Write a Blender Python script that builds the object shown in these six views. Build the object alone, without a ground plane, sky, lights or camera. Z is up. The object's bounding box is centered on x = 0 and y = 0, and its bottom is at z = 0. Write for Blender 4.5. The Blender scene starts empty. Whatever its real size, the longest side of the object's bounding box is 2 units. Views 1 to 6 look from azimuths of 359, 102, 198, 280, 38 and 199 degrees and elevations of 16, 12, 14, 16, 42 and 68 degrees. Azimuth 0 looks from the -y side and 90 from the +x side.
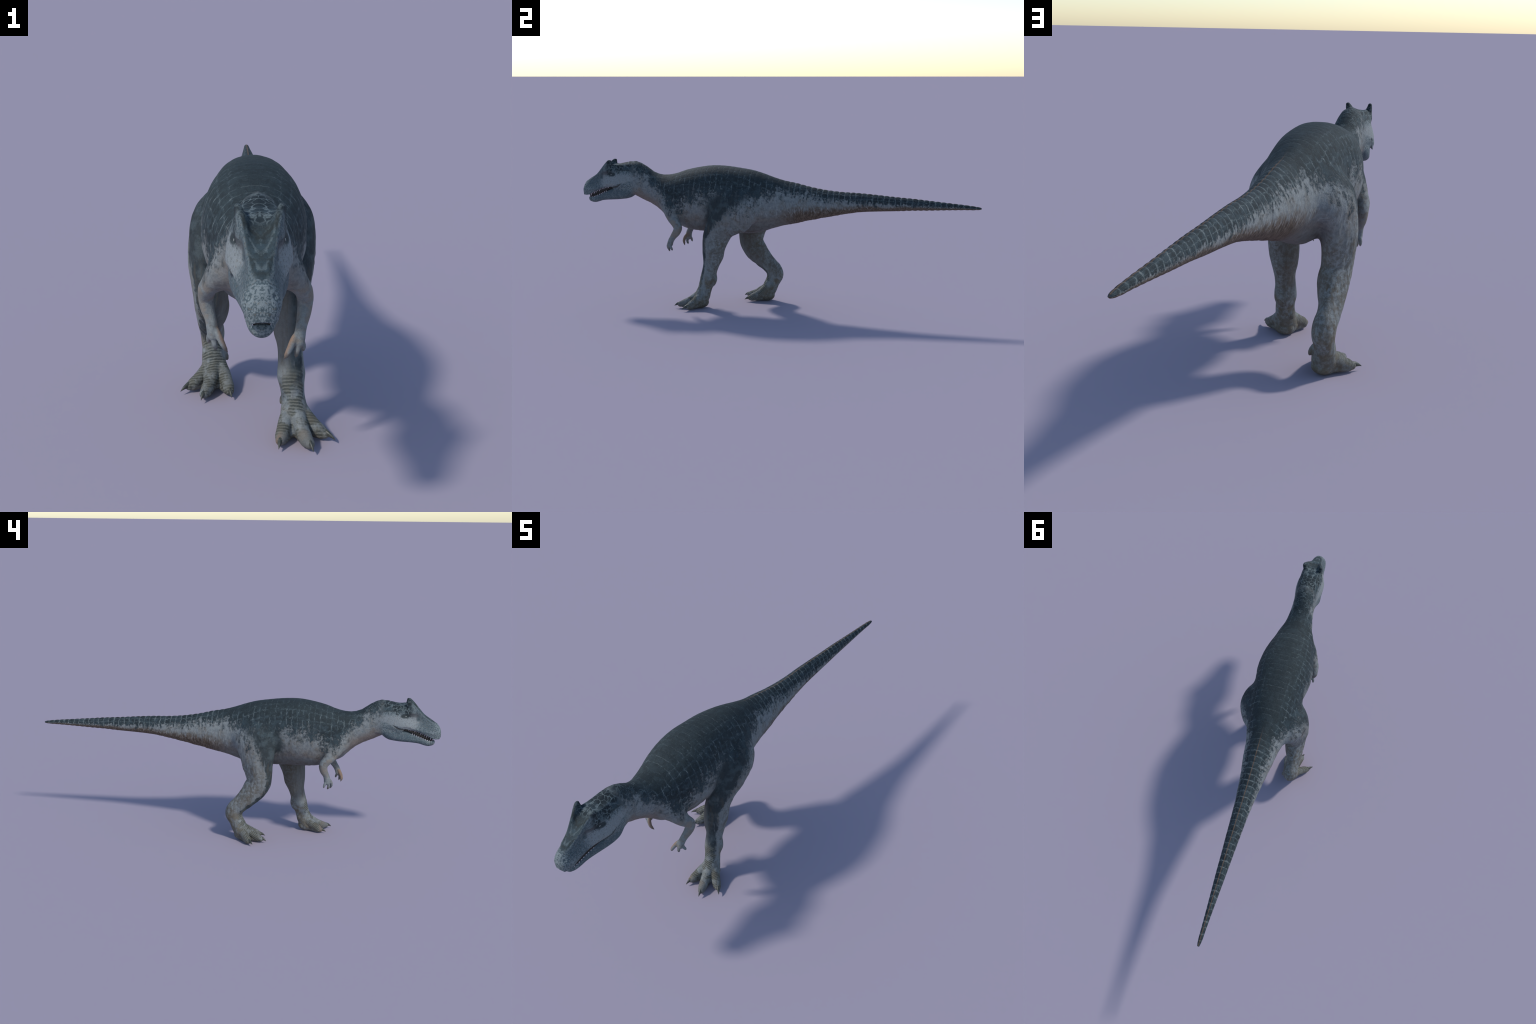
"""A crested theropod dinosaur in mid-stride, built from lofted body sections,
fused into one skin with a voxel remesh, then split into anatomical parts."""
import bpy
import math
import numpy as np
from mathutils import Vector, noise as mnoise

rng = np.random.default_rng(7)
VOXEL = 0.0021

# ----------------------------------------------------------------- helpers


def catmull(keys, vals, at):
    """Smooth (monotone-limited cubic) interpolation of columns of vals over keys."""
    keys = np.asarray(keys, float)
    vals = np.asarray(vals, float)
    if vals.ndim == 1:
        vals = vals[:, None]
    d = np.diff(vals, axis=0) / np.diff(keys)[:, None]
    m = np.empty_like(vals)
    m[0], m[-1] = d[0], d[-1]
    w = np.diff(keys)[:, None]
    m[1:-1] = (d[:-1] * w[1:] + d[1:] * w[:-1]) / (w[1:] + w[:-1])
    at = np.clip(np.asarray(at, float), keys[0], keys[-1])
    i = np.clip(np.searchsorted(keys, at) - 1, 0, len(keys) - 2)
    h = (keys[i + 1] - keys[i])
    t = ((at - keys[i]) / h)[:, None]
    h = h[:, None]
    return ((2 * t**3 - 3 * t**2 + 1) * vals[i] + (t**3 - 2 * t**2 + t) * h * m[i]
            + (-2 * t**3 + 3 * t**2) * vals[i + 1] + (t**3 - t**2) * h * m[i + 1])


def smoothstep(a, b, x):
    t = np.clip((x - a) / (b - a), 0, 1)
    return t * t * (3 - 2 * t)


class Soup:
    """Collects closed lofts before they are fused."""

    def __init__(self):
        self.v, self.f, self.n = [], [], 0

    def loft(self, rings):
        rings = np.asarray(rings)
        k, m, _ = rings.shape
        base = self.n
        self.v.append(rings.reshape(-1, 3))
        for i in range(k - 1):
            for j in range(m):
                a, b = base + i * m + j, base + i * m + (j + 1) % m
                self.f.append((a, b, b + m, a + m))
        c0, c1 = base + k * m, base + k * m + 1
        self.v.append(np.array([rings[0].mean(0), rings[-1].mean(0)]))
        for j in range(m):
            self.f.append((c0, base + (j + 1) % m, base + j))
            self.f.append((c1, base + (k - 1) * m + j, base + (k - 1) * m + (j + 1) % m))
        self.n += k * m + 2

    def mesh(self, name):
        me = bpy.data.meshes.new(name)
        me.from_pydata(np.concatenate(self.v).tolist(), [], self.f)
        me.update()
        return me


def superellipse_rings(keys, table, ys, m=64):
    """Cross-sections across the body axis: top, bottom, half width, height of the
    widest point, exponents of the upper and the lower half."""
    p = catmull(keys, table, ys)
    th = np.linspace(0, 2 * np.pi, m, endpoint=False)
    s, c = np.sin(th), np.cos(th)
    rings = []
    for y, (zt, zb, w, zw, pt, pb) in zip(ys, p):
        up = c >= 0
        ex = np.where(up, 2 / pt, 2 / pb)
        r = np.where(up, zt - zw, zw - zb)
        x = w * np.sign(s) * np.abs(s) ** ex
        z = zw + r * np.sign(c) * np.abs(c) ** ex
        rings.append(np.stack([x, np.full(m, y), z], 1))
    return rings


def limb_rings(pts, m=28, steps=7, cap=True, egg=None):
    """pts: (x, y, z, lateral radius, sagittal radius). Rings follow the spine."""
    pts = np.asarray(pts, float)
    d = np.r_[0, np.cumsum(np.linalg.norm(np.diff(pts[:, :3], axis=0), axis=1))]
    at = np.linspace(0, d[-1], (len(pts) - 1) * steps + 1)
    q = catmull(d, pts, at)
    t = np.gradient(q[:, :3], axis=0)
    t /= np.linalg.norm(t, axis=1)[:, None]
    if cap:
        def dome(c, dirn, fl):
            out = []
            for k in (80, 60, 40, 20):
                a = math.radians(k)
                row = c.copy()
                row[:3] += dirn * math.sin(a) * min(c[3], c[4])
                row[3:] *= max(math.cos(a), 0.05)
                out.append(row)
            return out if fl else out[::-1]
        q = np.vstack([dome(q[0], -t[0], True), q, dome(q[-1], t[-1], False)])
        t = np.vstack([[t[0]] * 4, t, [t[-1]] * 4])
    th = np.linspace(0, 2 * np.pi, m, endpoint=False)
    rings = []
    for row, tt in zip(q, t):
        lat = np.array([1.0, 0, 0]) - tt * tt[0]
        lat /= np.linalg.norm(lat)
        sag = np.cross(tt, lat)
        pinch = 1 - (egg(row[2]) if egg else 0) * np.clip(-np.sin(th), 0, 1)[:, None] ** 1.3
        rings.append(row[:3] + row[3] * pinch * np.cos(th)[:, None] * lat + row[4] * np.sin(th)[:, None] * sag)
    return rings


def mirror(pts, dy=0.0):
    """The same limb on the other side of the body, stepped dy along it."""
    return [(-p[0], p[1] + dy) + tuple(p[2:]) for p in pts]


STRIDE = 0.2945          # how far the right foot stands behind the left one
soup = Soup()

# ------------------------------------------------- neck, trunk and tail
BODY_Y = [-.77, -.73, -.70, -.66, -.62, -.58, -.54, -.50, -.45, -.39, -.31, -.25, -.17, -.10, -.05, 0.0,
          .05, .11, .19, .26, .33, .42, .50, .60, .67, .75, .84, .92, .985, .9985]
# top, bottom, half width, height of widest point, upper and lower exponent
BODY = [
    (.690, .570, .035, .625, 2.1, 2.0), (.705, .548, .045, .620, 2.1, 2.0), (.710, .533, .0505, .612, 2.1, 2.0), (.691, .514, .053, .598, 2.1, 2.0),
    (.664, .496, .059, .580, 2.0, 2.0), (.651, .468, .070, .562, 2.0, 2.1), (.651, .430, .089, .540, 2.0, 2.15),
    (.659, .406, .098, .542, 2.1, 2.0), (.676, .384, .113, .537, 2.2, 2.0), (.690, .373, .125, .533, 2.3, 1.95),
    (.701, .371, .128, .530, 2.35, 1.85), (.700, .367, .119, .535, 2.35, 1.75), (.691, .365, .114, .538, 2.3, 1.85),
    (.680, .365, .106, .538, 2.05, 2.1), (.666, .377, .099, .533, 1.9, 2.1), (.649, .396, .089, .525, 1.8, 1.9),
    (.635, .411, .078, .520, 1.65, 1.85), (.623, .424, .070, .519, 1.65, 1.85), (.604, .443, .057, .519, 1.7, 1.9),
    (.592, .458, .048, .521, 1.75, 1.9), (.585, .473, .0405, .525, 1.75, 2.0), (.581, .488, .0345, .530, 1.75, 2.0),
    (.575, .494, .0305, .531, 1.75, 2.0), (.566, .499, .0255, .530, 1.8, 2.0), (.561, .504, .0225, .531, 1.8, 2.0),
    (.5535, .507, .0185, .529, 1.8, 2.0), (.545, .511, .014, .527, 1.8, 2.0), (.5375, .514, .0105, .525, 1.9, 2.0),
    (.529, .5165, .007, .5225, 2, 2), (.5260, .5185, .0045, .5222, 2, 2)]
soup.loft(superellipse_rings(BODY_Y, BODY, np.linspace(-.77, .9985, 310)))

# ----------------------------------------------------------------- head
# centre top; brow ridge x, z; side x, z; cheek x, z; lip x, z; palate z
HEAD_Y = [-.9990, -.994, -.983, -.965, -.94, -.91, -.88, -.855, -.83, -.80, -.77, -.74, -.70, -.665, -.64]
HEAD = [
    (.574, .003, .573, .008, .569, .0100, .562, .008, .548, .5475),
    (.589, .007, .587, .017, .577, .0215, .564, .018, .541, .544),
    (.606, .011, .603, .025, .585, .0300, .566, .0245, .5385, .544),
    (.619, .014, .616, .0295, .593, .0350, .568, .0290, .5395, .548),
    (.635, .018, .632, .0300, .602, .0375, .573, .0315, .5520, .560),
    (.653, .0225, .652, .0300, .617, .0395, .580, .0345, .5655, .573),
    (.671, .028, .672, .0345, .635, .0455, .590, .040, .577, .582),
    (.685, .033, .687, .0430, .647, .0540, .600, .047, .583, .587),
    (.697, .036, .696, .0490, .653, .0615, .607, .054, .585, .585),
    (.702, .036, .694, .0535, .657, .0650, .606, .053, .560, .556),
    (.708, .0345, .695, .0535, .660, .0645, .604, .053, .556, .552),
    (.713, .032, .698, .051, .662, .0600, .604, .050, .556, .552),
    (.712, .0275, .697, .0455, .660, .0530, .604, .045, .560, .556),
    (.688, .024, .677, .040, .645, .0465, .600, .042, .572, .568),
    (.662, .018, .650, .030, .625, .0350, .595, .030, .572, .568)]


def head_rings(ys):
    p = catmull(HEAD_Y, HEAD, ys)
    rings = []
    for y, (zt, xr, zr, xs, zs, w, zw, xl, zl, zp) in zip(ys, p):
        half = np.array([(0, zt), (xr * .55, (zt + zr) / 2 + .0005), (xr, zr), (xs, zs), (w, zw),
                         (xl * .55 + w * .45, (zl + zw) / 2 - .002), (xl, zl), (xl * .75, zp), (0, zp)])
        t = np.linspace(0, 8, 49)
        c = catmull(np.arange(9), half, t)
        c[0, 0] = c[-1, 0] = 0
        full = np.vstack([c, (c * (-1, 1))[-2:0:-1]])
        rings.append(np.stack([full[:, 0], np.full(len(full), y), full[:, 1]], 1))
    return rings


soup.loft(head_rings(np.r_[np.linspace(-.999, -.97, 14), np.linspace(-.966, -.64, 72)]))

JAW_Y = [-.9725, -.968, -.955, -.94, -.92, -.90, -.87, -.84, -.81, -.78, -.75, -.728, -.712, -.706]
JAW = [
    (.5250, .5150, .004, .520, 2, 2), (.5295, .5085, .013, .519, 2.4, 2), (.5305, .5020, .0205, .5185, 2.8, 2),
    (.5335, .4995, .0250, .520, 3.0, 2), (.5410, .5035, .0285, .524, 3.0, 2.1), (.5500, .5100, .0315, .530, 3.0, 2.3),
    (.5640, .5145, .0385, .539, 3.0, 2.6), (.5785, .5170, .0465, .547, 3.0, 2.8), (.5870, .5190, .0535, .551, 3.0, 2.8),
    (.5980, .5225, .0585, .556, 2.6, 2.8), (.6080, .5280, .0595, .566, 2.4, 2.6), (.6080, .5400, .0545, .575, 2.2, 2.2),
    (.6030, .5560, .0440, .582, 2, 2), (.597, .565, .020, .582, 2, 2)]
soup.loft(superellipse_rings(JAW_Y, JAW, np.linspace(-.9725, -.706, 90), 56))

# paired brow crest running up the snout into a blunt horn above each eye
for s in (1, -1):
    soup.loft(limb_rings([(s * .0175, -.950, .616, .006, .006), (s * .0215, -.918, .639, .0070, .0085),
                          (s * .0262, -.892, .664, .0080, .0095), (s * .0315, -.868, .689, .0090, .0110),
                          (s * .0365, -.850, .703, .0090, .0120), (s * .0400, -.842, .7125, .0072, .0100)], 20))
    soup.loft(limb_rings([(s * .029, -.852, .668, .018, .032), (s * .0335, -.848, .690, .0130, .0230),
                          (s * .0382, -.842, .703, .0095, .0145), (s * .0405, -.8385, .7140, .0070, .0076)], 20))
    # soft rim above the eye
    soup.loft(limb_rings([(s * .0385, -.870, .655, .0045, .006), (s * .0440, -.848, .666, .005, .008),
                          (s * .0460, -.827, .669, .005, .008), (s * .0475, -.805, .664, .0045, .006)], 14))

# ----------------------------------------------------------------- hind legs
LEG_LEFT = [
    (.025, -.070, .600, .035, .050), (.064, -.108, .560, .050, .092), (.100, -.150, .508, .063, .106), (.109, -.197, .455, .056, .096),
    (.105, -.249, .405, .0500, .074), (.098, -.274, .350, .0470, .066), (.0945, -.2865, .300, .048, .0570),
    (.0935, -.2915, .260, .0425, .0525), (.0950, -.2995, .222, .0345, .0420), (.0960, -.3110, .177, .0335, .0375),
    (.0965, -.3140, .142, .0365, .0435), (.0990, -.3250, .117, .0315, .0365), (.1015, -.3330, .090, .0305, .0350),
    (.1040, -.3440, .060, .0355, .0380), (.1060, -.3500, .035, .0385, .0330), (.1065, -.3530, .024, .037, .0300)]
LEG_RIGHT = [
    (-.025, -.065, .600, .035, .050), (-.064, -.093, .560, .050, .090), (-.101, -.112, .508, .063, .102), (-.113, -.126, .455, .058, .093),
    (-.117, -.132, .400, .0555, .081), (-.1165, -.140, .350, .0520, .068), (-.1140, -.1410, .305, .0475, .0610),
    (-.1105, -.1160, .259, .0475, .0580), (-.1150, -.0850, .221, .0400, .0490), (-.1175, -.0520, .187, .0345, .0420),
    (-.1145, -.0230, .158, .0355, .0420), (-.1135, -.0165, .134, .0340, .0430), (-.1130, -.0260, .106, .0310, .0370),
    (-.1110, -.0400, .076, .0335, .0380), (-.1080, -.0520, .042, .0380, .0350), (-.1065, -.0585, .024, .037, .0300)]
def thigh_taper(h):
    """How much the leg's section narrows towards the back, by height."""
    return .12 + .38 * float(smoothstep(.29, .38, h)) - .38 * float(smoothstep(.47, .54, h))


soup.loft(limb_rings(LEG_LEFT, 40, 6, egg=thigh_taper))
soup.loft(limb_rings(LEG_RIGHT, 40, 6, egg=thigh_taper))

HEEL = [(.104, -.338, .026, .033, .0255), (.107, -.362, .026, .040, .0255), (.110, -.385, .022, .030, .0215)]
TOES = [
    [(.107, -.345, .070, .022, .026), (.112, -.375, .050, .0215, .0240), (.120, -.408, .032, .0190, .0195),
     (.1295, -.437, .0195, .0170, .0185), (.1355, -.452, .0170, .0135, .0140)],
    [(.118, -.340, .062, .020, .026), (.137, -.363, .042, .0190, .0220), (.155, -.380, .028, .0175, .0190),
     (.171, -.393, .0185, .0160, .0175), (.179, -.3985, .0160, .0125, .0130)],
    [(.094, -.345, .062, .020, .026), (.0810, -.376, .044, .0190, .0220), (.0725, -.403, .029, .0175, .0190),
     (.0665, -.424, .0185, .0160, .0175), (.0640, -.432, .0160, .0125, .0130)]]
HALLUX = [(.084, -.322, .088, .010, .012), (.0745, -.318, .076, .0080, .0090), (.0720, -.319, .066, .0060, .0060)]
SOLES = [[(.106, -.350, .015, .026, .015), ((.106 + t[-2][0]) / 2, (-.350 + t[-2][1]) / 2, .014, .0175, .014),
          (t[-2][0], t[-2][1], .0135, .0155, .0135)] for t in TOES]
for part in [HEEL] + TOES + SOLES + [HALLUX]:
    soup.loft(limb_rings(part, 22))
    soup.loft(limb_rings(mirror(part, STRIDE), 22))

# ----------------------------------------------------------------- arms
ARM_LEFT = [(.045, -.515, .535, .040, .055), (.070, -.512, .500, .038, .054), (.094, -.500, .463, .029, .038),
            (.1130, -.475, .425, .0200, .0235), (.1180, -.4620, .398, .0175, .0195), (.1150, -.4730, .374, .0155, .0175),
            (.1080, -.4920, .350, .0125, .0140), (.1030, -.5050, .329, .0125, .0135), (.0990, -.5100, .313, .0140, .0130)]
ARM_RIGHT = [(-.045, -.515, .535, .040, .055), (-.070, -.512, .500, .038, .054), (-.094, -.498, .465, .029, .038),
             (-.1120, -.470, .430, .0200, .0235), (-.1150, -.4530, .404, .0175, .0195), (-.1120, -.4560, .378, .0155, .0175),
             (-.1050, -.4660, .355, .0125, .0140), (-.1010, -.4720, .334, .0125, .0145), (-.0980, -.4730, .318, .0140, .0150)]
FINGERS_LEFT = [
    [(.0930, -.5120, .328, .0075, .0080), (.0830, -.5230, .311, .0070, .0075), (.0755, -.5290, .296, .0060, .0065), (.0705, -.5285, .286, .0045, .0048)],
    [(.0990, -.5120, .318, .0070, .0070), (.0980, -.5175, .303, .0060, .0060), (.0960, -.5175, .290, .0055, .0055), (.0945, -.5160, .282, .0040, .0040)],
    [(.1060, -.5050, .318, .0065, .0065), (.1110, -.5040, .305, .0055, .0055), (.1125, -.4990, .294, .0050, .0050), (.1120, -.4965, .2885, .0038, .0038)]]
FINGERS_RIGHT = [
    [(-.0930, -.4780, .332, .0075, .0080), (-.0830, -.4890, .314, .0070, .0075), (-.0750, -.4920, .298, .0060, .0065), (-.0700, -.4885, .287, .0045, .0048)],
    [(-.0985, -.4760, .320, .0070, .0070), (-.0975, -.4800, .306, .0060, .0060), (-.0950, -.4790, .293, .0055, .0055), (-.0935, -.4765, .286, .0040, .0040)],
    [(-.1040, -.4680, .322, .0065, .0065), (-.1095, -.4630, .310, .0055, .0055), (-.1110, -.4600, .301, .0050, .0050), (-.1110, -.4585, .2960, .0038, .0038)]]
def stouter(pts, extra):
    return [p[:3] + (p[3] + extra, p[4] + extra) for p in pts]


ARM_LEFT, ARM_RIGHT = ARM_LEFT[:3] + stouter(ARM_LEFT[3:], .0015), ARM_RIGHT[:3] + stouter(ARM_RIGHT[3:], .0015)
FINGERS_LEFT, FINGERS_RIGHT = ([stouter(f, .0008) for f in fs] for fs in (FINGERS_LEFT, FINGERS_RIGHT))
soup.loft(limb_rings(ARM_LEFT, 28, 6))
soup.loft(limb_rings(ARM_RIGHT, 28, 6))
for f in FINGERS_LEFT + FINGERS_RIGHT:
    soup.loft(limb_rings(f, 14, 5))

# ------------------------------------------------- fuse into one skin
raw = bpy.data.objects.new("raw_body", soup.mesh("raw_body"))
bpy.context.scene.collection.objects.link(raw)
mod = raw.modifiers.new("fuse", "REMESH")
mod.mode, mod.voxel_size, mod.adaptivity = "VOXEL", VOXEL, 0.0
fused = bpy.data.meshes.new_from_object(raw.evaluated_get(bpy.context.evaluated_depsgraph_get()))
bpy.data.objects.remove(raw)

n = len(fused.vertices)
co = np.empty(n * 3)
fused.vertices.foreach_get("co", co)
co = co.reshape(-1, 3)
ed = np.empty(len(fused.edges) * 2, int)
fused.edges.foreach_get("vertices", ed)
ed = ed.reshape(-1, 2)
quads = np.array([p.vertices[:] for p in fused.polygons if len(p.vertices) == 4])
tris = np.array([p.vertices[:] for p in fused.polygons if len(p.vertices) == 3], int).reshape(-1, 3)
deg = np.bincount(ed.ravel(), minlength=n)[:, None].clip(1)


def laplace(p):
    acc = np.empty_like(p)
    for k in range(3):
        acc[:, k] = np.bincount(ed[:, 0], p[ed[:, 1], k], n) + np.bincount(ed[:, 1], p[ed[:, 0], k], n)
    return acc / deg - p


def relax(p, weight, rounds):
    """Laplacian smoothing where weight > 0; works on that patch of the skin only."""
    weight = np.broadcast_to(np.asarray(weight, float).reshape(-1), (n,))
    live = weight > 1e-3
    near = live.copy()
    touch = live[ed[:, 0]] | live[ed[:, 1]]
    near[ed[touch].ravel()] = True
    ids = np.flatnonzero(near)
    local = np.full(n, -1)
    local[ids] = np.arange(len(ids))
    e = local[ed[touch]]
    q, k = p[ids].copy(), len(ids)
    wq = 0.6 * np.where(live[ids], weight[ids], 0)[:, None] / deg[ids]
    dq = deg[ids]
    for _ in range(rounds):
        acc = np.empty_like(q)
        for c in range(3):
            acc[:, c] = np.bincount(e[:, 0], q[e[:, 1], c], k) + np.bincount(e[:, 1], q[e[:, 0], c], k)
        q = np.where(wq > 0, q + wq * (acc - dq * q), q)
    p = p.copy()
    p[ids[live[ids]]] = q[live[ids]]
    return p


def vertex_normals(p):
    nn = np.zeros_like(p)
    for faces in (quads, tris):
        if len(faces):
            fn = np.cross(p[faces[:, 2]] - p[faces[:, 0]], p[faces[:, -1]] - p[faces[:, 1]])
            for c in range(faces.shape[1]):
                for k in range(3):
                    nn[:, k] += np.bincount(faces[:, c], fn[:, k], n)
    return nn / np.linalg.norm(nn, axis=1)[:, None].clip(1e-12)


def blob(c, r, p):
    """1 near the point c, fading to 0 at the distance r (r may differ per axis)."""
    d = np.linalg.norm((p - np.array(c)) / np.array(r), axis=1)
    return 1 - smoothstep(.55, 1, d)


# steps of the voxels away everywhere, then soften where limbs grow out of the trunk
for _ in range(4):
    co = co + 0.5 * laplace(co)
    co = co - 0.52 * laplace(co)
soft = np.zeros(n)
for s in (1, -1):
    for c, r in [((s * .09, -.12, .56), (.12, .26, .13)), ((s * .03, -.13, .37), (.08, .20, .05)), ((s * .085, -.03, .43), (.08, .085, .085)), ((s * .085, -.17, .385), (.06, .05, .05)),
                 ((s * .09, -.50, .50), (.07, .12, .09)), ((s * .055, -.72, .58), (.04, .05, .06)),
                 ((s * .028, -.88, .66), (.035, .10, .055)), ((s * .045, -.83, .665), (.02, .06, .03)), ((s * .03, -.70, .64), (.06, .07, .09))]:
        soft = np.maximum(soft, blob(c, r, co) * (0.12 if c[1] < -.6 else 1.0))
co = relax(co, soft, 360)
legs = smoothstep(.10, .13, co[:, 2]) * (1 - smoothstep(.34, .37, co[:, 2])) * (co[:, 1] > -.40)
co = relax(co, legs[:, None], 25)
arms = (co[:, 1] < -.43) & (co[:, 1] > -.56) & (co[:, 2] < .45) & (co[:, 2] > .33)
co = relax(co, arms[:, None] * .7, 12)
feet = 1 - smoothstep(.07, .12, co[:, 2])
co = relax(co, (feet * smoothstep(.045, .06, co[:, 2]))[:, None], 12)
co[:, 2] = np.maximum(co[:, 2], 0.0)


# ------------------------------------------------- skin relief
SCUTE = 0.027            # length of one scute along the body
ROWS_Y = [-1, -.72, -.62, -.45, -.25, -.05, .10, .30, .60, 1]
ROWS = [3.0, 3.0, 4.0, 6.0, 6.5, 5.0, 3.4, 3.0, 3.0, 2.6]
EDGE_Y = [-1, -.80, -.70, -.65, -.60, -.55, -.49, -.43, -.36, -.28, -.20, -.10, -.03, .03, .10, .20, .30, .40, .55, .80, 1]
EDGE = [.30, .40, .62, .66, .78, .98, 1.22, 1.02, .90, .92, 1.0, .98, .86, .70, .60, .64, .74, .90, 1.02, 1.08, 1.1]
FRAME_Y = [-1, -.95, -.88, -.80] + BODY_Y[2:]
FRAME = np.vstack([[(.57, .05, .036), (.573, .06, .038), (.59, .085, .046), (.605, .10, .065)],
                   [(r[3], r[0] - r[3], r[2]) for r in BODY[2:]]])


def body_angle(p):
    """0 on the spine, 1 on the widest line of the flank, 2 under the belly."""
    zw, zr, w = catmull(FRAME_Y, FRAME, p[:, 1]).T
    return np.arctan2(np.abs(p[:, 0]) / w, (p[:, 2] - zw) / zr) / (np.pi / 2)


def fbm(p, scale, octaves=3):
    return np.array([mnoise.fractal(Vector(q), 1.0, 2.0, octaves) for q in p * scale])


nor = vertex_normals(co)
X, Y, Z = co.T
ang = body_angle(co)
rows = catmull(ROWS_Y, ROWS, Y)[:, 0]
edge = catmull(EDGE_Y, EDGE, Y)[:, 0]
U, V = Y / SCUTE, ang * rows
on_leg = ((Y > -.42) & (Y < .06) & (Z < .42)) | ((Y < -.42) & (Y > -.57) & (Z < .40))
dorsal = (1 - smoothstep(edge * .75, edge * 1.0, ang)) * (Y > -.80) * ~on_leg
plate = np.sqrt(np.abs(np.sin(np.pi * U) * np.sin(np.pi * V)))
size = .0006 + .0005 * smoothstep(.0, .15, Y) * (1 - smoothstep(.75, 1.0, Y))
lift = dorsal * size * (plate - .6)
# raised scutes in line along the spine of tail and nape
spine = np.exp(-(X / .006) ** 2) * (Z > .5) * (smoothstep(.02, .12, Y) * (1 - .6 * smoothstep(.7, 1, Y)) + .5 * (Y < -.57) * (Y > -.75))
lift += spine * .0024 * (np.abs(np.sin(np.pi * U)) ** 1.1 - .35)
# loose, folded hide on flanks and legs, finer wrinkles under the tail
near = np.arange(n)[(Z < .60) & (Y < .45) & (Y > -.70)]
lump = np.zeros(n)
lump[near] = fbm(co[near] * (1, 1, .55), 34, 2)
lift += lump * .0011 * (1 - dorsal) * smoothstep(-.70, -.62, Y) * (1 - smoothstep(.3, .45, Y)) * smoothstep(.02, .08, Z)
# tendons down the legs, sagging folds across flank, neck and tail root
ids = np.flatnonzero((Z < .46) & (Z > .05) & (Y > -.40) & (Y < .06))
tend = np.zeros(n)
tend[ids] = fbm(co[ids] * (1, 1, .16), 48, 2)
lift += tend * .0016 * smoothstep(.05, .10, Z) * (1 - smoothstep(.36, .46, Z))
ids = np.flatnonzero((Y > -.72) & (Y < .60) & (Z > .36))
fold = np.zeros(n)
fold[ids] = fbm(np.stack([Y[ids] * 75 + Z[ids] * 22, ang[ids] * 3.0, np.abs(X[ids]) * 6], 1), 1.0, 2)
lift += fold * .0011 * smoothstep(.55, .95, ang) * (1 - smoothstep(.35, .60, Y)) * smoothstep(-.72, -.66, Y) * ~on_leg
# sunken patch ahead of the eye and a cheek plane under it
for sx in (1, -1):
    lift -= .0028 * np.exp(-(np.linalg.norm((co - (sx * .036, -.888, .628)) / (.020, .020, .013), axis=1)) ** 2)
    lift -= .0022 * np.exp(-(np.linalg.norm((co - (sx * .047, -.829, .6475)) / (.012, .012, .008), axis=1)) ** 2)
# rings on the front of shank and toes
front = smoothstep(.1, .6, -nor[:, 1] * .7 + nor[:, 2] * .7) * (1 - smoothstep(.13, .17, Z)) * (Y > -.46)
lift += front * .0004 * np.sin(2 * np.pi * (Z + Y * .9) / .0085)
# crease running back from the corner of the mouth
mouth_line = catmull([-.835, -.815, -.80, -.785, -.768], [.5835, .585, .589, .597, .608], Y)[:, 0]
cut = np.exp(-((Z - mouth_line) / .0028) ** 2) * smoothstep(-.845, -.83, Y) * (1 - smoothstep(-.785, -.765, Y)) * (np.abs(X) > .03)
lift -= cut * .0035
# nostrils
for sx in (1, -1):
    lift -= .003 * np.exp(-(np.linalg.norm((co - (sx * .0225, -.982, .588)) / (.006, .005, .0035), axis=1)) ** 2)
co = co + nor * lift[:, None]
co[:, 2] = np.maximum(co[:, 2], 0.0)
nor = vertex_normals(co)

# ----------------------------------------------------------------- split into parts
def seg_distance(p, pts):
    best = np.full(len(p), 9.0)
    q = np.asarray(pts, float)[:, :3]
    for a, b in zip(q[:-1], q[1:]):
        ab = b - a
        t = np.clip(((p - a) @ ab) / (ab @ ab), 0, 1)[:, None]
        best = np.minimum(best, np.linalg.norm(p - a - t * ab, axis=1))
    return best


KINDS = ["torso", "neck", "head", "lower_jaw", "tail", "arm", "hand", "leg", "foot", "horn"]


def classify(c):
    x, y, z = c.T
    kind = np.zeros(len(c), int)
    side = (x < 0).astype(int)
    kind[y < -.585] = 1
    kind[y + (z - .6) * .25 < -.705] = 2
    lip = catmull([-1.0, -.972, -.94, -.91, -.88, -.855, -.83, -.80, -.77, -.70], [.536, .536, .543, .553, .566, .577, .584, .588, .60, .60], y)[:, 0]
    kind[(kind == 2) & (z < lip)] = 3
    kind[(kind == 2) & (z > .702) & (y < -.822) & (np.abs(x) > .028)] = 9
    kind[y > .02] = 4
    armd = np.minimum(seg_distance(c, ARM_LEFT[2:]), seg_distance(c, ARM_RIGHT[2:]))
    is_arm = (y < -.40) & (y > -.57) & (z < .475) & (armd < .042) & (np.abs(x) > .076 + .05 * smoothstep(.42, .47, z) * 0)
    kind[is_arm] = 5
    kind[(z < .338) & (y < -.435)] = 6
    legd = np.minimum(seg_distance(c, LEG_LEFT[2:]), seg_distance(c, LEG_RIGHT[2:]))
    kind[(y > -.40) & (z < .43) & (legd < .112) & (np.abs(x) > .045) & (y < .05)] = 7
    kind[(y > -.40) & (z < .345) & (y < .05)] = 7
    kind[(z < .088) & (y > -.6)] = 8
    return kind, side


root = bpy.data.objects.new("theropod_dinosaur", None)
root["label"] = "grey-green striding theropod dinosaur with horned brow and pale belly"
root["category"] = "dinosaur"
bpy.context.scene.collection.objects.link(root)


def link(ob, parent=None):
    bpy.context.scene.collection.objects.link(ob)
    ob.parent = parent or root
    return ob


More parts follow.
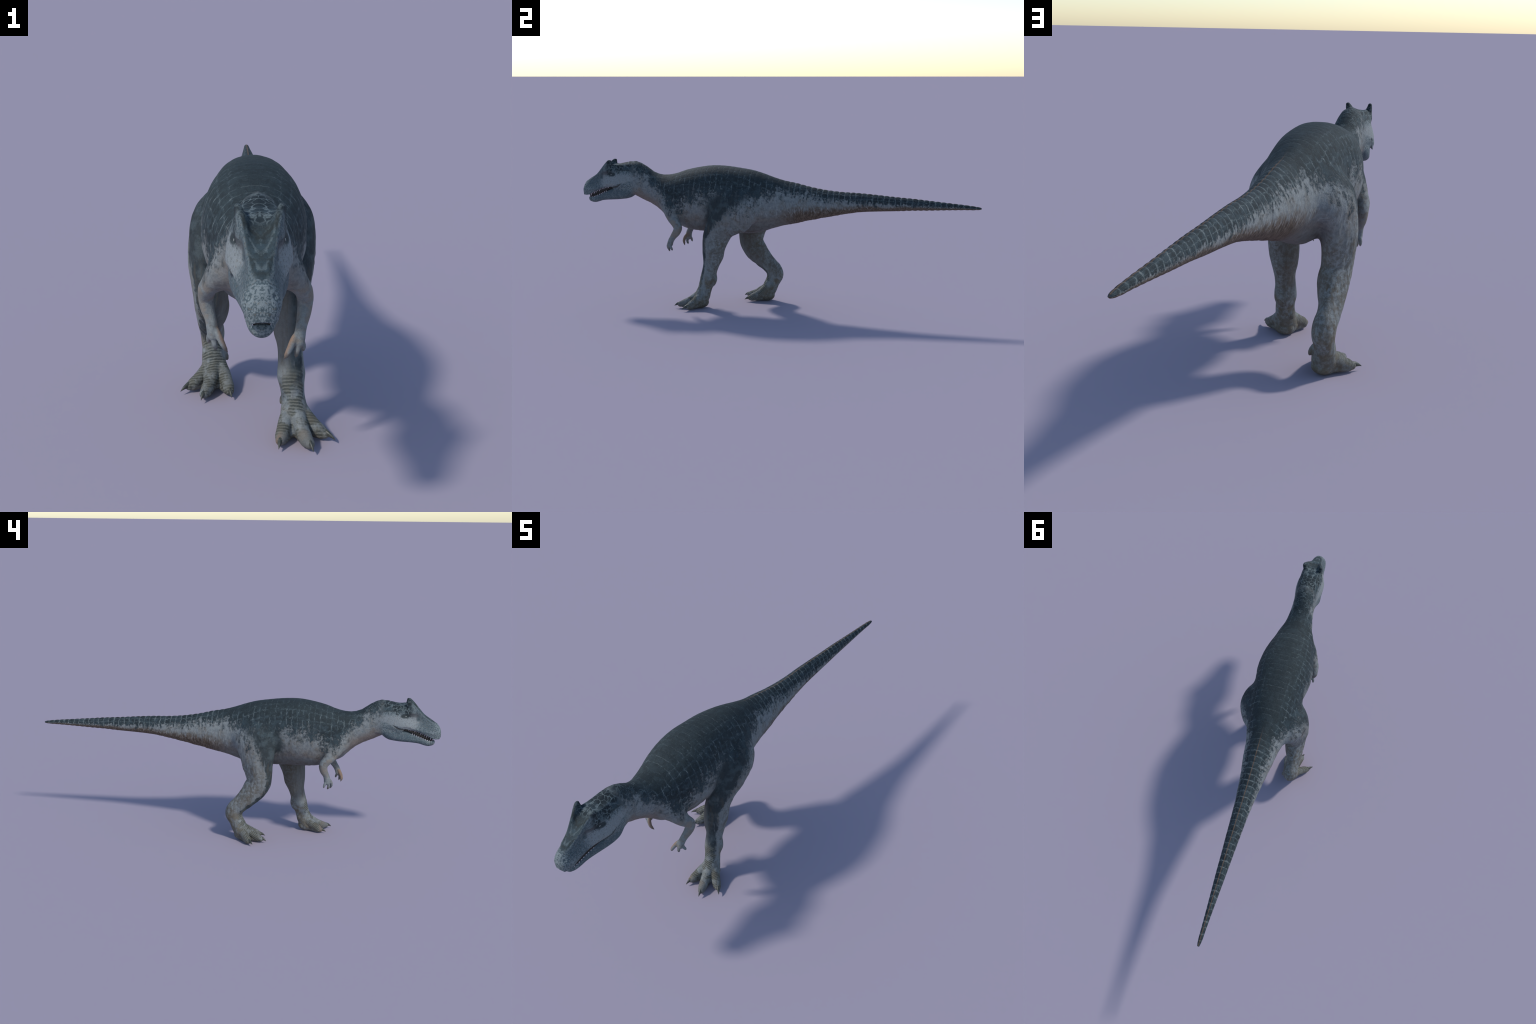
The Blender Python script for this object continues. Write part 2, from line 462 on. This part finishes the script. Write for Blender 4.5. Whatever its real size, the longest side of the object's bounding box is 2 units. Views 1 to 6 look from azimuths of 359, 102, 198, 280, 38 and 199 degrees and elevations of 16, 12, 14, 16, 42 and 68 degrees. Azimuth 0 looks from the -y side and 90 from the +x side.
def build_part(name, faces_q, faces_t, material, parent=None):
    used = np.unique(np.concatenate([faces_q.ravel(), faces_t.ravel()]).astype(int))
    remap = np.full(n, -1)
    remap[used] = np.arange(len(used))
    me = bpy.data.meshes.new(name)
    me.from_pydata(co[used].tolist(), [], remap[faces_q].tolist() + (remap[faces_t].tolist() if len(faces_t) else []))
    me.materials.append(material)
    me.update()
    me.polygons.foreach_set("use_smooth", np.ones(len(me.polygons), bool))
    me.normals_split_custom_set_from_vertices(nor[used].tolist())
    ob = bpy.data.objects.new(name, me)
    return link(ob, parent)


#MATERIALS
class S:
    """A shader value: arithmetic on it adds Math nodes to the tree."""
    tree = None

    def __init__(self, sock):
        self.s = sock

    @staticmethod
    def math(op, *args, clamp=False):
        nd = S.tree.nodes.new("ShaderNodeMath")
        nd.operation, nd.use_clamp = op, clamp
        for i, a in enumerate(args):
            if isinstance(a, S):
                S.tree.links.new(a.s, nd.inputs[i])
            else:
                nd.inputs[i].default_value = a
        return S(nd.outputs[0])

    def __add__(self, o): return S.math("ADD", self, o)
    def __radd__(self, o): return S.math("ADD", o, self)
    def __sub__(self, o): return S.math("SUBTRACT", self, o)
    def __rsub__(self, o): return S.math("SUBTRACT", o, self)
    def __mul__(self, o): return S.math("MULTIPLY", self, o)
    def __rmul__(self, o): return S.math("MULTIPLY", o, self)
    def __truediv__(self, o): return S.math("DIVIDE", self, o)
    def abs(self): return S.math("ABSOLUTE", self)
    def max(self, o): return S.math("MAXIMUM", self, o)
    def min(self, o): return S.math("MINIMUM", self, o)
    def sin(self): return S.math("SINE", self)
    def inv(self): return S.math("SUBTRACT", 1.0, self)
    def clamp(self): return S.math("ADD", self, 0.0, clamp=True)

    def step(self, a, b):
        """Smooth step from a to b (a > b falls)."""
        nd = S.tree.nodes.new("ShaderNodeMapRange")
        nd.interpolation_type = "SMOOTHSTEP"
        S.tree.links.new(self.s, nd.inputs["Value"])
        lo, hi, o0, o1 = (a, b, 0, 1)
        if not isinstance(a, S) and not isinstance(b, S) and a > b:
            lo, hi, o0, o1 = b, a, 1, 0
        for k, v in (("From Min", lo), ("From Max", hi), ("To Min", o0), ("To Max", o1)):
            if isinstance(v, S):
                S.tree.links.new(v.s, nd.inputs[k])
            else:
                nd.inputs[k].default_value = v
        return S(nd.outputs["Result"])


def curve(x, keys, vals, lo=None, hi=None):
    """A profile along an axis as a Float Curve node."""
    keys, vals = np.asarray(keys, float), np.asarray(vals, float)
    k0, k1 = keys[0], keys[-1]
    v0, v1 = vals.min(), vals.max() + 1e-6
    nd = S.tree.nodes.new("ShaderNodeFloatCurve")
    c = nd.mapping.curves[0]
    pts = [((k - k0) / (k1 - k0), (v - v0) / (v1 - v0)) for k, v in zip(keys, vals)]
    c.points[0].location, c.points[1].location = pts[0], pts[-1]
    for p in pts[1:-1]:
        c.points.new(*p)
    nd.mapping.update()
    t = S.math("MULTIPLY_ADD", x, 1 / (k1 - k0), -k0 / (k1 - k0), clamp=True)
    S.tree.links.new(t.s, nd.inputs["Value"])
    return S(nd.outputs[0]) * float(v1 - v0) + float(v0)


def combine(x, y, z):
    nd = S.tree.nodes.new("ShaderNodeCombineXYZ")
    for i, a in enumerate((x, y, z)):
        if isinstance(a, S):
            S.tree.links.new(a.s, nd.inputs[i])
        else:
            nd.inputs[i].default_value = a
    return nd.outputs[0]


def noise(vec, scale, detail=3, rough=.55, dist=0):
    nd = S.tree.nodes.new("ShaderNodeTexNoise")
    S.tree.links.new(vec, nd.inputs["Vector"])
    nd.inputs["Scale"].default_value = scale
    nd.inputs["Detail"].default_value = detail
    nd.inputs["Roughness"].default_value = rough
    nd.inputs["Distortion"].default_value = dist
    return S(nd.outputs[0])


def voronoi(vec, scale, feature="F1", rand=1.0):
    nd = S.tree.nodes.new("ShaderNodeTexVoronoi")
    nd.feature = feature
    S.tree.links.new(vec, nd.inputs["Vector"])
    nd.inputs["Scale"].default_value = scale
    nd.inputs["Randomness"].default_value = rand
    return S(nd.outputs["Distance"])


def mix(fac, a, b):
    """Blend colours; a or b may be a tuple or a colour socket."""
    nd = S.tree.nodes.new("ShaderNodeMix")
    nd.data_type = "RGBA"
    for sock, v in ((nd.inputs[0], fac), (nd.inputs[6], a), (nd.inputs[7], b)):
        if isinstance(v, S):
            S.tree.links.new(v.s, sock)
        elif isinstance(v, tuple):
            sock.default_value = (*v, 1)
        elif isinstance(v, (int, float)):
            sock.default_value = v
        else:
            S.tree.links.new(v, sock)
    return nd.outputs[2]


def scale(col, fac):
    nd = S.tree.nodes.new("ShaderNodeVectorMath")
    nd.operation = "SCALE"
    S.tree.links.new(col, nd.inputs[0])
    S.tree.links.new(fac.s, nd.inputs["Scale"])
    return nd.outputs[0]


def new_material(name, rough=.6):
    m = bpy.data.materials.new(name)
    m.use_nodes = True
    S.tree = m.node_tree
    b = m.node_tree.nodes["Principled BSDF"]
    b.inputs["Roughness"].default_value = rough
    return m, b


def bump(b, height, strength, distance):
    nd = S.tree.nodes.new("ShaderNodeBump")
    nd.inputs["Strength"].default_value = strength
    nd.inputs["Distance"].default_value = distance
    S.tree.links.new(height.s, nd.inputs["Height"])
    S.tree.links.new(nd.outputs[0], b.inputs["Normal"])


PALE = (.235, .255, .255)
DARK = (.018, .026, .030)
TEAL = (.040, .060, .070)
OLIVE = (.026, .036, .038)
LINE = (.150, .185, .190)
BROWN = (.130, .095, .060)
CREAM = (.270, .215, .165)
ROSE = (.280, .175, .115)

LEG_FRONT_Z = [0, .06, .10, .134, .173, .222, .28, .348, .40, .44, .50, .55, .60]
LEG_FRONT_LEFT = [-.44, -.392, -.365, -.358, -.35, -.341, -.344, -.344, -.329, -.318, -.29, -.25, -.21]
LEG_FRONT_RIGHT = [-.15, -.092, -.064, -.062, -.09, -.149, -.200, -.208, -.211, -.225, -.225, -.21, -.18]


def make_skin():
    m, b = new_material("dinosaur_skin", .78)
    tc = S.tree.nodes.new("ShaderNodeTexCoord")
    P = tc.outputs["Object"]
    sep = S.tree.nodes.new("ShaderNodeSeparateXYZ")
    S.tree.links.new(P, sep.inputs[0])
    x, y, z = (S(o) for o in sep.outputs)
    ax = x.abs()
    M = combine(ax, y, z)                      # markings mirror across the spine

    # body coordinates: 0 on the spine, 1 on the flank, 2 under the belly
    zw, zr, w = (curve(y, FRAME_Y, FRAME[:, k]) for k in range(3))
    ang = S.math("ARCTAN2", ax / w, (z - zw) / zr) * (2 / math.pi)
    rows, edge = curve(y, ROWS_Y, ROWS), curve(y, EDGE_Y, EDGE)

    broad = noise(M, 7, 3) - .5
    mid = noise(M, 26, 4, .6) - .5
    fine = noise(M, 120, 4, .65)
    grain = noise(P, 420, 2, .6)
    streak = noise(combine(y * 95 + broad * 6, ang * 3.2, ax * 8), 1.0, 3, .6) - .5
    streak2 = noise(combine(y * 210 + mid * 6, ang * 6, ax * 9), 1.0, 2, .6)

    pores = noise(M, 75, 5, .7)
    ragz = z + mid * .10 + (pores - .5) * .07
    behind = (y - broad * .04).step(-.44, -.42)
    leg_zone = z.step(.445, .405) * behind * ax.step(.02, .05)
    thigh_zone = ragz.step(.60, .54) * (y + mid * .08).step(-.36, -.30) * (y + mid * .08).step(.03, -.05) * (ax + mid * .03).step(.080, .100)
    arm_zone = z.step(.475, .43) * y.step(-.42, -.45)
    trunk = (leg_zone.max(arm_zone)).inv()
    head = y.step(-.70, -.735)
    tail = y.step(.0, .14)

    # ---- pale hide with stains
    blot = noise(M, 17, 4, .65)
    col = mix(pores.step(.38, .66) * .75, PALE, (.145, .165, .175))
    col = mix((mid + .5).step(.46, .68) * .45, col, (.160, .145, .120))
    col = mix((blot + (pores - .5) * .5).step(.57, .68) * .45, col, BROWN)
    # warmer belly and throat, brown wrinkled underside of the tail
    under = (ang + mid * .7).step(1.0, 1.5) * trunk * head.inv()
    col = mix(under * .6, col, mix(pores.step(.4, .62), (.190, .155, .128), (.120, .098, .080)))
    tail_under = (ang + broad * .7 + streak * .6).step(.98, 1.30) * tail
    col = mix(tail_under * .9, col, mix((streak2).step(.35, .65), (.075, .050, .032), (.165, .120, .085)))
    col = mix(streak2.step(.52, .70) * .6 * trunk * ang.step(.55, .85) * y.step(-.25, -.05) * ang.step(1.5, 1.2), col, (.32, .345, .345))

    # ---- dark back with a ragged, streaky border
    rag = streak * (.30 + tail * .65) + mid * .85 + (pores - .5) * 1.0 + broad * .45 + (fine - .5) * .5
    back = (edge + rag - ang).step(-.16, .16) * (leg_zone * ragz.step(.47, .43)).max(arm_zone).inv() * head.inv()
    bcol = mix((mid + (pores - .5) * .7 + .5).step(.42, .66) * .85, DARK, TEAL)
    bcol = mix((ang + mid * .5).step(.80, .45) * .60 * y.step(.30, .0), bcol, OLIVE)
    bcol = mix((noise(P, 300, 2, .7)).step(.56, .70) * .5, bcol, (.065, .090, .100))
    # scutes: dark plates parted by thin, broken pale seams
    wob = noise(M, 48, 4, .6) - .5
    u = y / SCUTE + wob * .75
    v = ang * rows + (noise(M, 60, 3, .6) - .5) * 1.1
    su = (u * math.pi).sin().abs()
    sv = (v * math.pi).sin().abs()
    broken = (noise(M, 30, 4, .65)).step(.44, .60)
    show = broken.max(tail * .75)
    seam = su.step(.24 , .03).max(su.step(.42, .08) * tail * .75).max(sv.step(.18, .03) * ang.step(.12, .30) * (tail * .3 + .7)) * show
    seam = seam * (ang.step(.20, .60).max(tail) * .6 + .4)
    halo = su.step(.70, .15).max(sv.step(.6, .1)) * (show * .7 + .3)
    bcol = mix(halo * .6 * (ang.step(.15, .5).max(tail)), bcol, mix(pores.step(.45, .6), TEAL, (.055, .085, .098)))
    bcol = mix(seam * .8, bcol, mix(pores.step(.35, .65), (.070, .100, .110), (.235, .26, .25)))
    col = mix(back, col, bcol)
    # thin rust line along the spine of the tail
    col = mix(ax.step(.0028, .0010) * (ang.step(.35, .2)) * y.step(-.02, .12) * .7, col, (.17, .105, .065))

    # ---- legs: dark stripe down the front, ringed shank and toes
    left = x.step(-.001, .001)
    fr = curve(z, LEG_FRONT_Z, LEG_FRONT_LEFT) * left + curve(z, LEG_FRONT_Z, LEG_FRONT_RIGHT) * left.inv()
    wid = curve(z, [0, .15, .25, .35, .45, .60], [.020, .016, .020, .032, .078, .130])
    d = (y - fr) / wid
    stripe = (d + mid * 1.4 + (pores - .5) * 1.7).step(1.20, .75) * leg_zone.max(thigh_zone) * (d + mid * .6).step(-.55, -.15).max(z.step(.44, .40)) * z.step(.10, .16) * (ax.step(.075, .105)).max(z.step(.43, .48))
    col = mix(stripe * .92, col, mix((mid + .5).step(.45, .65), (.020, .030, .035), (.060, .082, .090)))
    sinew = noise(combine(x * 70, y * 70, z * 9), 1.0, 3, .6)
    col = mix(leg_zone * sinew.step(.50, .66) * .40, col, (.105, .090, .068))
    col = mix(leg_zone * sinew.step(.46, .34) * .30, col, (.29, .31, .31))
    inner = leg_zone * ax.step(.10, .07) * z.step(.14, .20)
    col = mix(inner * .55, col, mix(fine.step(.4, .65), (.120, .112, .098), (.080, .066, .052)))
    shank = leg_zone * z.step(.19, .12)
    foot = leg_zone * z.step(.085, .05)
    col = mix(shank * (mid + .5).step(.42, .62) * .65, col, (.150, .125, .085))
    back_leg = leg_zone * (y - fr + mid * .06).step(.03, .07) * z.step(.47, .30)
    col = mix(back_leg * pores.step(.40, .58) * .55, col, (.105, .082, .055))
    ringc = (z + y * .9 + wob * .011 + ax * .15) * (2 * math.pi / .0105)
    d2 = y - fr
    ring = (ringc.sin() * .5 + .5)
    fpatch = (shank * (d2 + mid * .035).step(.026, .010)).max(foot * (d2 + mid * .05).step(.050, .015) * (z + mid * .03).step(.008, .022))
    fpatch = fpatch * (blot + mid * 1.4).step(.36, .56)
    col = mix(fpatch * .45, col, (.085, .098, .090))
    col = mix(fpatch * (ring + (pores - .5) * .9).step(.40, .80) * .66, col, (.032, .044, .042))
    col = mix(fpatch * ring.step(.28, .10) * .32, col, (.21, .23, .205))
    col = mix(foot * .40 * (blot).step(.35, .6), col, (.115, .102, .075))

    # ---- arms: warmer, rosy on the inner edge of the hand
    handz = arm_zone * z.step(.37, .33)
    armfront = curve(z, [.27, .30, .33, .36, .40], [.070, .080, .093, .100, .105])
    col = mix(arm_zone * ((mid + .5).step(.45, .65) * .45), col, CREAM)
    col = mix(handz * (armfront - ax + mid * .008).step(.0, .010) * .75, col, ROSE)
    col = mix(handz * z.step(.297, .285) * .55, col, (.10, .09, .075))

    # ---- head: mottled muzzle, dark nose bridge with chevrons, crown, eye patch
    spots = noise(M, 210, 3, .6)
    hcol = mix(spots.step(.42, .60) * .85, (.205, .240, .248), (.055, .082, .094))
    snout_side = (y + mid * .05).step(-.84, -.90) * y.step(-.985, -.955) * (z - zw + mid * .02).step(.002, .028)
    hcol = mix(snout_side * .55, hcol, (.060, .085, .098))
    cheek = (y + mid * .06).step(-.91, -.87) * (z - (y + .83) * .25 + mid * .03).step(.584, .598) * (z + mid * .02).step(.660, .640)
    hcol = mix(cheek * .85, hcol, mix(spots.step(.60, .66) * .6, (.262, .285, .290), (.10, .10, .095)))
    jawc = (z - (y + .83) * -.1).step(.590, .570) * y.step(-.955, -.90)
    hcol = mix(jawc * (pores.step(.35, .6) * .5 + .3), hcol, (.072, .102, .120))
    hcol = mix((noise(M, 150, 2, .5)).step(.60, .68) * .35, hcol, BROWN)
    nosew = curve(y, [-1, -.975, -.965, -.94, -.90, -.86, -.83, -.70], [.0, .0, .013, .0195, .027, .039, .048, .048])
    bridge = (nosew - ax + mid * .010).step(-.002, .002) * (z - zw).step(.018, .030)
    chev = ((y * 210 - ax * 320 + mid * 11 + (pores - .5) * 6).sin()).step(.35, .90) * mid.step(-.12, .10)
    ncol = mix(chev * (pores.step(.35, .6) * .45 + .1), mix((mid + .5).step(.4, .65), (.024, .031, .031), (.042, .066, .078)), LINE)
    hcol = mix(bridge * .95, hcol, ncol)
    crown = (ang + mid * .8 + (fine - .5) * .4 + (y + .76) * 1.2).step(.62, .44) * y.step(-.875, -.845)
    warp = S.tree.nodes.new("ShaderNodeVectorMath")
    warp.operation = "ADD"
    S.tree.links.new(M, warp.inputs[0])
    S.tree.links.new(combine(wob * .022, mid * .020, (pores - .5) * .022), warp.inputs[1])
    cell = voronoi(warp.outputs[0], 56, "DISTANCE_TO_EDGE", 1.0)
    ccol = mix(cell.step(.11, .02) * (broken * .55 + .35), mix((mid + .5).step(.45, .65), DARK, TEAL), LINE)
    hcol = mix(crown, hcol, ccol)
    ey = combine((y + .826) / .021, (z - .650) / .0125, 0)
    ln = S.tree.nodes.new("ShaderNodeVectorMath")
    ln.operation = "LENGTH"
    S.tree.links.new(ey, ln.inputs[0])
    eyed = S(ln.outputs["Value"])
    hcol = mix((eyed + mid * .8).step(1.15, .65) * .9, hcol, (.026, .035, .038))
    lore = (((z - .655) - (y + .86) * .2).abs() + mid * .02).step(.012, .003) * y.step(-.90, -.88) * y.step(-.84, -.86)
    hcol = mix(lore * .55, hcol, (.075, .070, .075))
    lipline = curve(y, [-.84, -.815, -.80, -.785, -.765], [.5835, .585, .589, .597, .610])
    lip = ((z - lipline).abs()).step(.006, .0015) * y.step(-.845, -.83) * y.step(-.765, -.785)
    hcol = mix(lip * .8, hcol, (.060, .055, .052))
    col = mix(head, col, hcol)
    # nape and neck: pale hide freckled with blue and ochre under the dark crown
    neck = y.step(-.735, -.70) * y.step(-.55, -.60)
    frk = noise(M, 170, 3, .6)
    side_neck = neck * ang.step(.55, .75) * ang.step(1.6, 1.2)
    col = mix(side_neck * (frk + mid * .3).step(.55, .64) * .75, col, (.075, .105, .120))
    throat = neck * (ang + mid * .4).step(1.1, 1.5)
    col = mix(throat * .6, col, (.215, .175, .150))
    napec = neck * (ang + mid * .5).step(.8, .5)
    col = mix(napec * cell.step(.09, .02) * (broken * .5 + .1), col, LINE)
    # fine grain everywhere
    col = mix(grain.step(.45, .75) * .22, col, (.05, .055, .055))
    col = scale(col, .80 + pores * .22 + (fine - .5) * .35)
    S.tree.links.new(col, b.inputs["Base Color"])

    wr = (streak2 - .5) * .6 * trunk * ang.step(.7, 1.0) + sinew * leg_zone * .9
    h = fine * .5 + pores * .6 + grain * .2 + wr + (1 - seam) * .5 * back + ring * fpatch * .4 + spots * head * .25
    bump(b, h, .75, .0028)
    b.inputs["Specular IOR Level"].default_value = .22
    return m


skin = make_skin()


def banded(name, base, tip, rough):
    m, b = new_material(name, rough)
    tc = S.tree.nodes.new("ShaderNodeTexCoord")
    g = noise(tc.outputs["Object"], 160, 3)
    S.tree.links.new(mix(g.step(.35, .65), base, tip), b.inputs["Base Color"])
    bump(b, g, .3, .001)
    return m


claw_mat = banded("toe_claw_horn", (.030, .034, .028), (.060, .062, .050), .45)
finger_claw_mat = banded("finger_claw_horn", (.150, .105, .080), (.075, .062, .052), .5)
tooth_mat = banded("tooth_enamel", (.52, .44, .50), (.62, .55, .58), .35)
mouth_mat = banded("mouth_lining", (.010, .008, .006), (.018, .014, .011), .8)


def make_eye():
    m, b = new_material("eye_gloss", .12)
    tc = S.tree.nodes.new("ShaderNodeTexCoord")
    sep = S.tree.nodes.new("ShaderNodeSeparateXYZ")
    S.tree.links.new(tc.outputs["Object"], sep.inputs[0])
    px, py, pz = (S(o) for o in sep.outputs)
    r = S.math("SQRT", py * py + pz * pz)
    c = mix(r.step(.0018, .0010), (.26, .27, .25), (.02, .02, .02))
    S.tree.links.new(mix(r.step(.0038, .0046), c, (.12, .12, .11)), b.inputs["Base Color"])
    return m


eye_mat = make_eye()
#END
kq, sq = classify(co[quads].mean(1))
kt, st = classify(co[tris].mean(1)) if len(tris) else (np.zeros(0, int), np.zeros(0, int))
parts = {}
order = [0, 1, 2, 4, 3, 7, 5, 8, 6, 9]
for k in order:
    name = KINDS[k]
    sides = (0, 1) if name in ("arm", "hand", "leg", "foot", "horn") else (None,)
    for s in sides:
        mq = (kq == k) & ((sq == s) if s is not None else True)
        mt = (kt == k) & ((st == s) if s is not None else True)
        if not mq.any():
            continue
        parent = {"hand": ("arm", s), "foot": ("leg", s), "horn": ("head", None), "lower_jaw": ("head", None)}.get(name)
        parts[(name, s)] = build_part(name, quads[mq], tris[mt] if len(tris) else tris, skin, parts[parent] if parent else None)
bpy.data.meshes.remove(fused)


# ----------------------------------------------------------------- claws, teeth, eyes, mouth
def spike(name, base, tip, r, droop, material, parent, flat=1.0, m=12, sink=.006):
    """A curved tapering spike: claw or tooth."""
    a, b = Vector(base), Vector(tip)
    axis = (b - a).normalized()
    a = a - axis * sink
    s = Soup()
    pts = []
    for t in np.linspace(0, 1, 7):
        p = a.lerp(b, t)
        p.z += droop * 4 * t * (1 - t)
        rr = r * (1 - t ** 1.5) + .0006
        pts.append((p.x, p.y, p.z, rr * flat, rr))
    s.loft(limb_rings(pts, m, 3))
    me = s.mesh(name)
    me.materials.append(material)
    me.polygons.foreach_set("use_smooth", np.ones(len(me.polygons), bool))
    return link(bpy.data.objects.new(name, me), parent)


TOE_CLAWS = [((.1365, -.455, .0185), (.1435, -.4795, .0095)), ((.1815, -.4005, .0175), (.2035, -.4215, .0095)),
             ((.0635, -.4345, .0165), (.0585, -.4605, .0075))]
for s in (0, 1):
    for b, t in TOE_CLAWS:
        if s:
            b, t = [(-p[0], p[1] + STRIDE, p[2]) for p in (b, t)]
        spike("claw", b, t, .0100, .0035, claw_mat, parts[("foot", s)], .75)
for s, fs in ((0, FINGERS_LEFT), (1, FINGERS_RIGHT)):
    tips = [(.0655, -.5255, .2765), (.0930, -.5140, .2755), (.1115, -.4950, .2830)] if s == 0 else \
        [(-.0650, -.4840, .2775), (-.0920, -.4740, .2795), (-.1110, -.4570, .2905)]
    for f, t in zip(fs, tips):
        spike("claw", f[-1][:3], t, .0040, .0, finger_claw_mat, parts[("hand", s)], .8, 8, .002)


def head_at(y):
    return catmull(HEAD_Y, HEAD, [y])[0]


def jaw_at(y):
    return catmull(JAW_Y, JAW, [y])[0]


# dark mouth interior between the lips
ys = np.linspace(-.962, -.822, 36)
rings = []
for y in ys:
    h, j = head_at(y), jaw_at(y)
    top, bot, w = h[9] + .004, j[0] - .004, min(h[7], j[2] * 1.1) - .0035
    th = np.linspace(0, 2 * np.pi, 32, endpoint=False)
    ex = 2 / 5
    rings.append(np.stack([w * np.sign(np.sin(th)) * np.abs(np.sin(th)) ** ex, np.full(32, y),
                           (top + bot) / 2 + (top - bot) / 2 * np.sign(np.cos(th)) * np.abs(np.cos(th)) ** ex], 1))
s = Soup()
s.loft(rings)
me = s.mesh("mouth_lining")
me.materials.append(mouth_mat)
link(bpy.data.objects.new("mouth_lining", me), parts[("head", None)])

for side in (1, -1):
    for i, y in enumerate(np.linspace(-.962, -.848, 13)):
        h, j = head_at(y), jaw_at(y)
        ln = (.0085 + .003 * math.sin(i * 2.3)) * (1 - .45 * (i / 12))
        x = side * (min(h[7], j[2] * 1.1) - .003)
        spike("tooth", (x, y, h[8] + .002), (x * .97, y + .001, h[8] - ln), .0022, 0, tooth_mat, parts[("head", None)], .8, 8, .002)
    for i, y in enumerate(np.linspace(-.957, -.865, 10)):
        j = jaw_at(y)
        ln = (.0045 + .0015 * math.sin(i * 3.1)) * (1 - .4 * (i / 9))
        x = side * (j[2] - .0045)
        spike("tooth", (x, y, j[0] - .003), (x * .98, y, j[0] - .001 + ln), .0018, 0, tooth_mat, parts[("lower_jaw", None)], .8, 8, .002)
    s = Soup()
    th = np.linspace(0, 2 * np.pi, 20, endpoint=False)
    s.loft([np.stack([np.cos(th) * .0055 * math.sin(a), np.sin(th) * .0055 * math.sin(a), np.full(20, .0055 * math.cos(a))], 1)
            for a in np.linspace(.08, math.pi - .08, 14)])
    me = s.mesh("eye")
    me.materials.append(eye_mat)
    me.polygons.foreach_set("use_smooth", np.ones(len(me.polygons), bool))
    e = link(bpy.data.objects.new("eye", me), parts[("head", None)])
    e.location = (side * .0440, -.829, .6475)
print("faces", len(quads))
